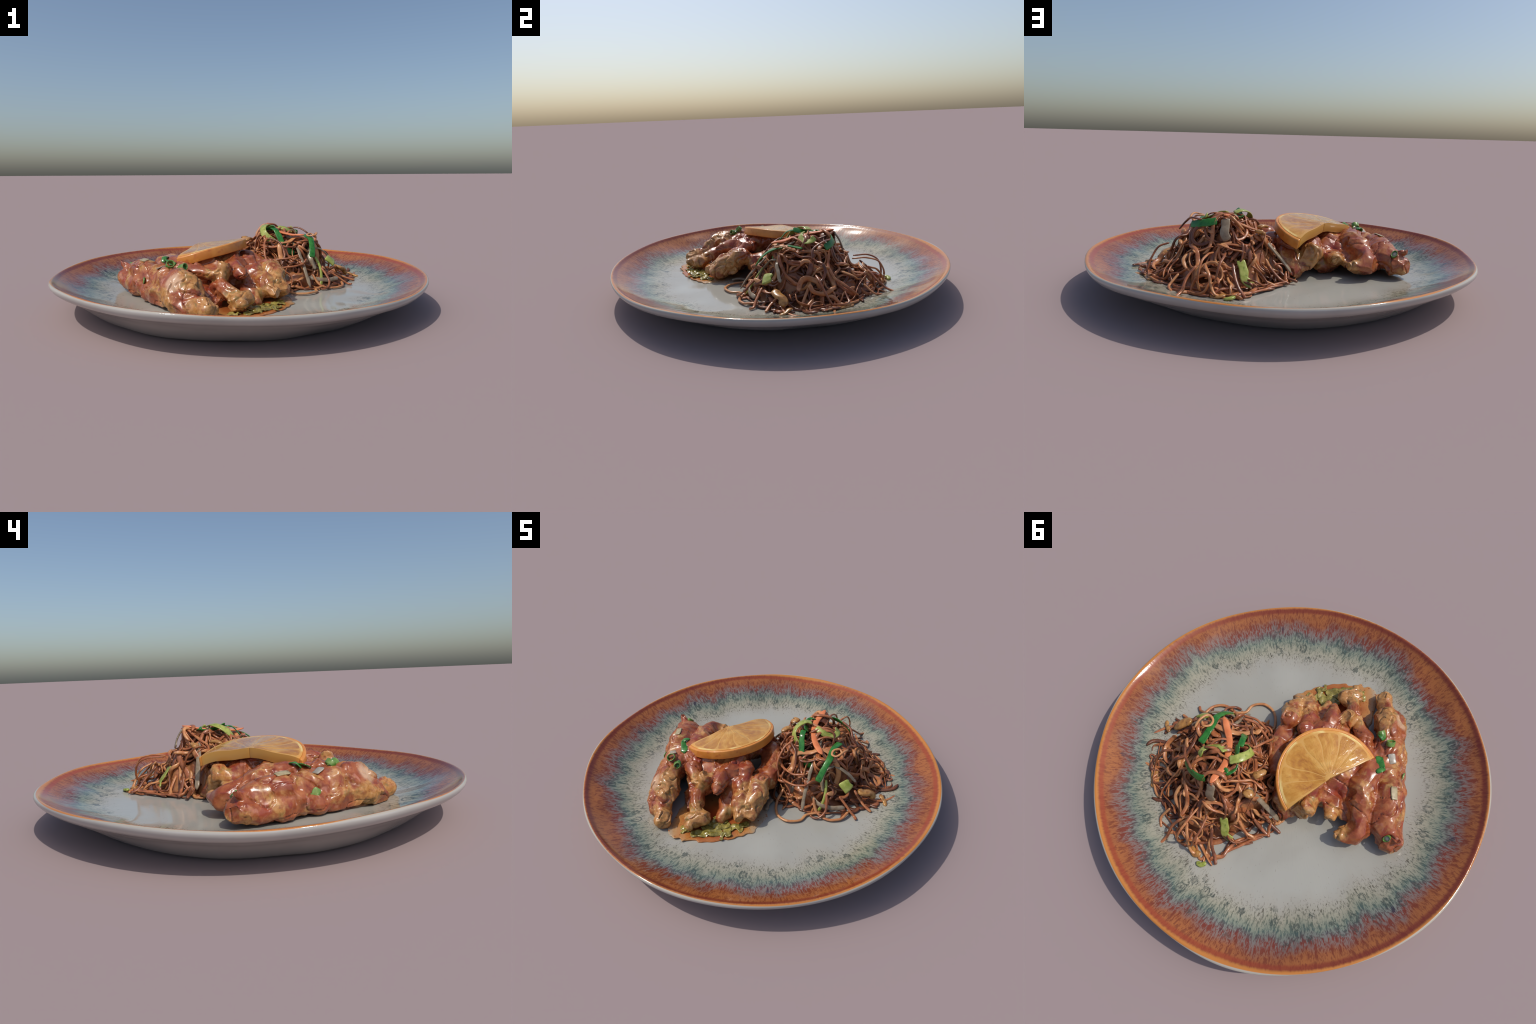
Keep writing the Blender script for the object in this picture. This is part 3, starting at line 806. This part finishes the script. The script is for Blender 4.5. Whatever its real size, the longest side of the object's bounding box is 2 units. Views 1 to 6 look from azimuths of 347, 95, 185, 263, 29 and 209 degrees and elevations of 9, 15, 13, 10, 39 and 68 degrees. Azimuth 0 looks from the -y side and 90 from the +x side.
def build_chicken():
    root = empty("chicken_portion", "sauced chicken pieces laid in rows with spring onion", "chicken")
    meat = sauce_meat("sauced_chicken")
    pieces = [
        # outer row: a small end piece, then long slabs with a steep outer face
        [(-0.268, -0.598, 0.112, 0.053), (-0.302, -0.554, 0.118, 0.056), (-0.352, -0.545, 0.104, 0.050), (-0.385, -0.500, 0.118, 0.055)],
        [(-0.322, -0.495, 0.155, 0.070), (-0.345, -0.435, 0.182, 0.080), (-0.395, -0.375, 0.180, 0.082), (-0.400, -0.455, 0.125, 0.062)],
        [(-0.415, -0.310, 0.182, 0.082), (-0.440, -0.240, 0.182, 0.082), (-0.480, -0.165, 0.178, 0.080), (-0.515, -0.215, 0.122, 0.060)],
        [(-0.510, -0.095, 0.182, 0.080), (-0.535, -0.020, 0.178, 0.080), (-0.560, 0.050, 0.170, 0.075), (-0.588, 0.110, 0.165, 0.066)],
        [(-0.575, 0.128, 0.140, 0.060), (-0.628, 0.125, 0.142, 0.060)],
        [(-0.610, 0.105, 0.205, 0.030), (-0.640, 0.125, 0.225, 0.020)],
        [(-0.440, -0.390, 0.128, 0.056), (-0.468, -0.310, 0.132, 0.060), (-0.498, -0.220, 0.134, 0.062), (-0.530, -0.140, 0.134, 0.064), (-0.562, -0.060, 0.132, 0.062), (-0.600, 0.030, 0.132, 0.060), (-0.632, 0.095, 0.130, 0.054)],
        # second row
        [(-0.300, -0.245, 0.205, 0.062), (-0.340, -0.185, 0.208, 0.074), (-0.380, -0.110, 0.208, 0.078), (-0.392, -0.035, 0.200, 0.080), (-0.385, -0.080, 0.135, 0.072)],
        [(-0.402, 0.030, 0.192, 0.074), (-0.420, 0.095, 0.178, 0.064), (-0.443, 0.150, 0.152, 0.060), (-0.400, 0.185, 0.148, 0.042), (-0.360, 0.217, 0.155, 0.022)],
        # third row
        [(-0.080, -0.512, 0.124, 0.048), (-0.125, -0.545, 0.120, 0.050), (-0.106, -0.592, 0.120, 0.026)],
        [(-0.135, -0.480, 0.140, 0.044), (-0.165, -0.430, 0.155, 0.048), (-0.185, -0.385, 0.165, 0.048)],
        [(-0.180, -0.370, 0.200, 0.038), (-0.160, -0.345, 0.250, 0.044), (-0.165, -0.335, 0.170, 0.050)],
        [(-0.203, -0.378, 0.222, 0.022), (-0.238, -0.335, 0.226, 0.028), (-0.275, -0.288, 0.225, 0.046)],
        [(-0.064, -0.392, 0.212, 0.022), (-0.076, -0.352, 0.222, 0.034), (-0.095, -0.290, 0.228, 0.050)],
        [(-0.310, -0.030, 0.185, 0.050), (-0.340, 0.050, 0.155, 0.042), (-0.362, 0.100, 0.142, 0.040)],
        [(-0.275, 0.075, 0.145, 0.050), (-0.288, 0.115, 0.160, 0.044), (-0.296, 0.152, 0.168, 0.028)],
        [(-0.235, 0.035, 0.170, 0.045), (-0.238, 0.080, 0.170, 0.030)],
        [(-0.215, 0.075, 0.110, 0.045), (-0.245, 0.060, 0.115, 0.050)],
        [(-0.190, 0.110, 0.180, 0.042), (-0.172, 0.168, 0.198, 0.054), (-0.150, 0.200, 0.145, 0.040)],
        # fourth row, the big curled piece
        [(0.112, -0.215, 0.215, 0.052), (0.130, -0.285, 0.172, 0.062), (0.116, -0.350, 0.138, 0.058), (0.152, -0.400, 0.138, 0.028)],
        [(0.003, -0.170, 0.236, 0.052), (0.018, -0.260, 0.188, 0.056), (0.056, -0.340, 0.150, 0.058), (0.086, -0.425, 0.130, 0.032)],
        # meat and sauce joining the rows, mostly under the orange
        [(-0.255, -0.300, 0.150, 0.060), (-0.29, -0.20, 0.175, 0.075), (-0.31, -0.10, 0.180, 0.078)],
        [(-0.030, -0.250, 0.165, 0.075), (-0.08, -0.20, 0.21, 0.082)],
        [(-0.020, -0.440, 0.082, 0.034), (-0.010, -0.385, 0.098, 0.045), (-0.035, -0.320, 0.125, 0.060)],
        [(-0.215, -0.430, 0.085, 0.045), (-0.235, -0.370, 0.105, 0.055)],
        [(-0.14, -0.25, 0.18, 0.075), (-0.20, -0.19, 0.215, 0.080), (-0.24, -0.10, 0.210, 0.080), (-0.24, -0.02, 0.175, 0.065)],
        [(-0.10, -0.11, 0.235, 0.085), (-0.12, -0.02, 0.235, 0.080), (-0.06, 0.04, 0.23, 0.075), (-0.15, 0.06, 0.20, 0.070)],
        [(-0.03, 0.10, 0.22, 0.065), (-0.06, 0.17, 0.175, 0.060), (-0.09, 0.215, 0.115, 0.048)],
        [(-0.455, -0.12, 0.175, 0.072), (-0.470, -0.02, 0.170, 0.072), (-0.490, 0.07, 0.150, 0.066)],
        [(-0.38, -0.27, 0.185, 0.076), (-0.405, -0.19, 0.190, 0.076)],
        [(0.10, -0.13, 0.17, 0.060), (0.09, -0.04, 0.19, 0.060), (0.04, 0.04, 0.22, 0.060)],
    ]
    groups = pieces
    co, faces, no, who = fused_mass(groups, 0.0055, 71, 0.0105, 7)
    for gi in range(len(groups)):
        mine = [f for f, w in zip(faces, who) if w == gi]
        if len(mine) < 40:
            continue
        used = sorted({v for f in mine for v in f})
        index = {v: k for k, v in enumerate(used)}
        ob = new_object("chicken_piece", co[used], [tuple(index[v] for v in f) for f in mine], meat, root)
        ob.data.normals_split_custom_set_from_vertices([tuple(no[v]) for v in used])

    # spring onion rings and leaves, dropped on to the meat
    skin = BVHTree.FromPolygons([tuple(v) for v in co], faces)

    def on(x, y, lift=0.0):
        hit = skin.ray_cast(Vector((x, y, 0.6)), Vector((0, 0, -1)))[0]
        return (x, y, (hit.z if hit else 0.1) + lift)

    ringm = plain("spring_onion", (66, 124, 40), (150, 172, 96), 30, 0.28, 0.3, 0.1)
    white = plain("onion_white", (160, 148, 130), (186, 178, 162), 35, 0.3, 0.3, 0.1)
    green = plain("onion_leaf", (34, 100, 34), (80, 146, 62), 35, 0.28, 0.3, 0.1)
    pale = plain("leek_patch", (150, 128, 92), (188, 172, 132), 40, 0.35, 0.2, 0.1)

    def ring(c, r, h, axis, mat, wall=0.005, squash=0.85):
        ax = Vector(axis).normalized()
        u = ax.orthogonal().normalized(); v = ax.cross(u)
        V, F, n = [], [], 28
        for i in range(n):
            a = TAU * i / n
            e = u * math.cos(a) + v * math.sin(a) * squash
            for rr, hh in ((r, -h), (r, h), (r - wall, h), (r - wall, -h)):
                V.append(Vector(c) + e * rr + ax * hh)
        for i in range(n):
            j = (i + 1) % n
            for k in range(4):
                F.append((4 * i + k, 4 * j + k, 4 * j + (k + 1) % 4, 4 * i + (k + 1) % 4))
        ob = new_object("spring_onion_ring", V, F, mat, root)
        bv = ob.modifiers.new("round", "BEVEL"); bv.width = 0.0012; bv.segments = 2
        return ob
    ring(on(-0.408, -0.300, 0.008), 0.024, 0.012, (0.2, -0.7, 0.75), ringm)
    ring(on(-0.350, -0.330, 0.010), 0.020, 0.018, (0.6, -0.7, 0.35), ringm, 0.006)
    ribbon("onion_leaf", [on(-0.335, -0.335, 0.012), on(-0.352, -0.318, 0.026), on(-0.372, -0.31, 0.010)], 0.015, 0.003, green, root, taper=0.7, n=10)
    ribbon("onion_leaf", [on(-0.380, -0.220, 0.004), on(-0.396, -0.195, 0.014), on(-0.412, -0.170, 0.012), on(-0.424, -0.145, 0.003)], 0.020, 0.003, green, root, taper=0.12, n=22, wob=0.008, twist=0.9, flat=(0.3, -0.2, 1))
    ribbon("onion_leaf", [on(-0.432, -0.170, 0.002), on(-0.424, -0.145, 0.014), on(-0.408, -0.125, 0.004)], 0.013, 0.003, green, root, taper=0.5, n=12, wob=0.003)
    ribbon("onion_slice", [on(-0.432, -0.255, 0.002), on(-0.447, -0.235, 0.003), on(-0.462, -0.217, 0.002)], 0.018, 0.003, white, root, taper=0.8, n=10)
    ribbon("onion_slice", [on(-0.512, -0.100, 0.002), on(-0.526, -0.068, 0.003), on(-0.540, -0.040, 0.002)], 0.017, 0.0025, pale, root, taper=0.8, n=10, flat=(-0.3, 0, 1))
    ring(on(-0.585, 0.132, 0.004), 0.021, 0.008, (0.2, 0.7, 0.7), ringm, 0.004, 0.7)
    ribbon("onion_slice", [on(-0.598, 0.130, 0.003), on(-0.585, 0.132, 0.004), on(-0.572, 0.134, 0.003)], 0.013, 0.003, white, root, taper=0.7, n=8, flat=(0.1, 0.6, 0.8))
    side, _, _, _ = skin.ray_cast(Vector((-0.9, -0.20, 0.165)), Vector((1, 0, 0)))
    ribbon("onion_leaf", [(side.x, -0.215, 0.190), (side.x - 0.004, -0.20, 0.168), (side.x - 0.002, -0.188, 0.142)], 0.020, 0.004, ringm, root, taper=0.5, n=12, flat=(-0.9, -0.2, 0.4))

    # wilted cabbage lying in the sauce
    cab = plain("wilted_cabbage", (116, 104, 40), (178, 162, 84), 40, 0.2, 0.4, 0.1, (84, 82, 36))
    g = random.Random(5)
    for x, y, a, L in [(-0.01, -0.535, 0.2, 0.11), (0.05, -0.49, -0.4, 0.10), (0.085, -0.455, 0.5, 0.08), (-0.06, -0.575, 0.3, 0.10), (-0.135, -0.598, 0.9, 0.05),
                       (-0.155, -0.575, -0.7, 0.05), (0.0, -0.47, 0.1, 0.11), (0.055, -0.535, 1.2, 0.05), (-0.02, -0.44, -0.2, 0.09), (0.11, -0.42, 0.9, 0.07), (-0.04, -0.50, 0.6, 0.10)]:
        leaf_scrap(x, y, a, L, g, cab, root)

    # pool of sauce on the plate
    edge = [(0.185, -0.38), (0.175, -0.435), (0.15, -0.475), (0.11, -0.515), (0.06, -0.56), (0.01, -0.592), (-0.05, -0.622), (-0.095, -0.635), (-0.112, -0.665), (-0.13, -0.645),
            (-0.15, -0.652), (-0.175, -0.648), (-0.20, -0.64), (-0.235, -0.605), (-0.25, -0.52), (-0.26, -0.40), (-0.2, -0.25), (-0.05, -0.18), (0.12, -0.20), (0.185, -0.29)]
    E = catmull([(x, y, 0) for x, y in edge + edge[:1]], 161)[:-1, :2]
    c = E.mean(0)
    V, F, nt = [], [], len(E)
    rings = [(1.0, 0.0006), (0.995, 0.0022), (0.97, 0.0034), (0.92, 0.0042), (0.8, 0.0046), (0.6, 0.005), (0.4, 0.005), (0.2, 0.005)]
    for s, h in rings:
        q = c + (E - c) * s
        q = q + 0.011 * s * np.c_[noise3(np.c_[q * 30, np.zeros(nt)], 1), noise3(np.c_[q * 30, np.ones(nt)], 2)]
        V += list(np.c_[q, floor_z(q[:, 0], q[:, 1]) + h + 0.0018])
    V0 = V[:nt]
    V = [(x, y, z - 0.003) for x, y, z in V0] + V
    for k in range(len(rings)):
        for i in range(nt):
            j = (i + 1) % nt
            F.append((k * nt + i, k * nt + j, (k + 1) * nt + j, (k + 1) * nt + i))
    F.append(tuple(len(rings) * nt + i for i in range(nt)))
    m = Nodes("thin_sauce")
    P = m.coords()
    x, y, z = m.xyz(P)
    d = m.math("SQRT", m.math("ADD", m.math("POWER", m.math("SUBTRACT", x, float(c[0])), 2.0), m.math("POWER", m.math("SUBTRACT", y, float(c[1]) + 0.03), 2.0)))
    d = m.math("MULTIPLY_ADD", m.math("SUBTRACT", m.noise(P, 18, 3), 0.5), 0.12, d)
    col = m.ramp(m.math("MULTIPLY", d, 4.0), [(0.2, srgb(136, 58, 28)), (0.5, srgb(164, 92, 46)), (0.72, srgb(186, 126, 68)), (0.86, srgb(184, 142, 96)), (1.0, srgb(176, 156, 130))])
    col = m.mix(m.step(m.noise(P, 90, 2), 0.6, 0.7), col, srgb(150, 84, 40))
    new_object("sauce_pool", V, F, m.set(Base_Color=col, Roughness=0.1), root)
    return root


# ---------------------------------------------------------------- orange slice
OC = Vector((-0.238, 0.033, 0))
OE = Vector((-0.513, -0.858, 0)).normalized()
OT = Vector((0.858, -0.513, 0)).normalized()
OR, OCEN = 0.257, 0.013   # radius, and how far the fruit's centre lies in from the cut edge


def slice_point(a, r, h):
    """polar place on the fruit disc (a = 0 along the cut edge, r in metres) lifted h above the bent slice"""
    s, t = r * math.cos(a), r * math.sin(a) + OCEN
    z = 0.322 - 0.042 * (s / 0.25) ** 2 * (1 - 0.8 * t / 0.27) + 0.115 * t
    z += 0.004 * math.sin(s * 30 + 1) * (1 - t / 0.3)
    p = OC + OE * s + OT * t
    return Vector((p.x - 0.15 * h, p.y + 0.08 * h, z + h))


def slice_solid(name, a0, a1, r0, r1, h0, h1, mat, parent, na=60, nr=10, bulge=0.0, edge_wave=0.0):
    """a sector of the slice: rows in radius, columns in angle, top at h1 and bottom at h0"""
    V, F = [], []
    def grid(h, sign):
        o = len(V)
        for i in range(na + 1):
            u = i / na
            for j in range(nr + 1):
                w = j / nr
                a = a0 + (a1 - a0) * u
                r = (r0(a) if callable(r0) else r0) * (1 - w) + (r1(a) if callable(r1) else r1) * w
                a += edge_wave * ((1 - u) * math.sin(r * 34 + a0 * 9) + u * math.sin(r * 34 + a1 * 9)) * math.sin(a)
                b = bulge * sign * (1 - (2 * u - 1) ** 4) * (1 - (2 * w - 1) ** 4)
                V.append(slice_point(a, r, h + b))
        return o
    t, b = grid(h1, 1), grid(h0, -1)
    W = nr + 1
    for i in range(na):
        for j in range(nr):
            q = (i * W + j, i * W + j + 1, (i + 1) * W + j + 1, (i + 1) * W + j)
            F.append(tuple(t + k for k in q)); F.append(tuple(b + k for k in q[::-1]))
    for i in range(na):
        F.append((t + i * W, t + (i + 1) * W, b + (i + 1) * W, b + i * W))
        F.append((t + i * W + nr, b + i * W + nr, b + (i + 1) * W + nr, t + (i + 1) * W + nr))
    for j in range(nr):
        F.append((t + j, b + j, b + j + 1, t + j + 1))
        k = na * W
        F.append((t + k + j, t + k + j + 1, b + k + j + 1, b + k + j))
    ob = new_object(name, V, F, mat, parent)
    bm = bmesh.new(); bm.from_mesh(ob.data)
    bmesh.ops.recalc_face_normals(bm, faces=bm.faces); bm.to_mesh(ob.data); bm.free()
    bv = ob.modifiers.new("round", "BEVEL"); bv.width = 0.005; bv.segments = 3; bv.limit_method = "ANGLE"; bv.angle_limit = 0.9
    return ob


def build_orange():
    root = empty("orange_slice", "half slice of baked orange resting on the chicken", "orange")
    th = 0.047
    peel = plain("orange_peel", (206, 126, 48), (224, 150, 66), 16, 0.34, 0.25, 0, (192, 104, 48))
    m = Nodes("orange_pith")
    P = m.coords()
    x, y, z = m.xyz(P)
    cen = OC + OT * OCEN
    rad = m.math("SQRT", m.math("ADD", m.math("POWER", m.math("SUBTRACT", x, cen.x), 2.0), m.math("POWER", m.math("SUBTRACT", y, cen.y), 2.0)))
    rad = m.math("MULTIPLY_ADD", m.math("SUBTRACT", m.noise(P, 22, 3), 0.5), 0.022, rad)
    blotch = m.step(m.noise(P, 7, 2), 0.46, 0.58)
    ring = m.mix(blotch, srgb(216, 154, 72), srgb(232, 202, 128))
    col = m.mix(m.step(rad, OR - 0.030, OR - 0.020), srgb(206, 154, 78), ring)
    pith = m.set(Base_Color=col, Roughness=0.3, Coat_Weight=0.2)
    m = Nodes("orange_flesh")
    P = m.coords()
    x, y, z = m.xyz(P)
    cen = OC + OT * OCEN
    rx, ry = m.math("SUBTRACT", x, cen.x), m.math("SUBTRACT", y, cen.y)
    ang = m.math("ARCTAN2", ry, rx)
    rad = m.math("SQRT", m.math("ADD", m.math("MULTIPLY", rx, rx), m.math("MULTIPLY", ry, ry)))
    pulp = m.noise(m.vec(m.math("MULTIPLY", ang, 9.0), m.math("MULTIPLY", rad, 22.0), 0.0), 1.0, 3, 0.6, 0.6)
    soft = m.noise(P, 9, 4, 0.6, 1.0)
    col = m.ramp(m.math("MULTIPLY_ADD", soft, 0.75, m.math("MULTIPLY", pulp, 0.25)), [(0.34, srgb(164, 100, 34)), (0.48, srgb(192, 132, 50)), (0.60, srgb(208, 154, 72)), (0.74, srgb(218, 176, 104))])
    col = m.mix(m.math("MULTIPLY", m.step(m.noise(P, 30, 2, 0.5, 1.2), 0.60, 0.76), 0.4), col, srgb(142, 82, 36))
    m.bump(pulp, 0.5, 0.006)
    flesh = m.set(Base_Color=col, Roughness=0.16, Coat_Weight=0.5, Coat_Roughness=0.08)

    def cut(a, r):  # keep everything on the fruit side of the straight cut
        s = math.sin(a)
        return r
    lo = -math.asin(OCEN / OR)
    def rin(a):
        return OR - 0.012
    def at_cut(a):
        return max(0.0, -OCEN / math.sin(a)) if a < 0 or a > math.pi else 0.004
    slice_solid("peel", lo, math.pi - lo, lambda a: OR - 0.016, lambda a: OR, -th, 0.0, peel, root, 90, 3)
    slice_solid("pith", lo, math.pi - lo, lambda a: 0.002, lambda a: OR - 0.0155, -th + 0.0005, 0.0006, pith, root, 90, 14)
    # segments
    edges = [lo * 0.2, 0.36, 0.74, 1.30, 1.66, 2.30, 2.70, math.pi - lo * 0.2]
    for a, b in zip(edges, edges[1:]):
        gap = 0.0035
        slice_solid("segment", a + gap, b - gap, 0.016, OR - 0.021, -th - 0.0002, 0.0003, flesh, root, 16, 16, 0.0014, 0.045)
    return root


# ---------------------------------------------------------------- build
build_plate()
build_chicken()
build_orange()
build_noodles()
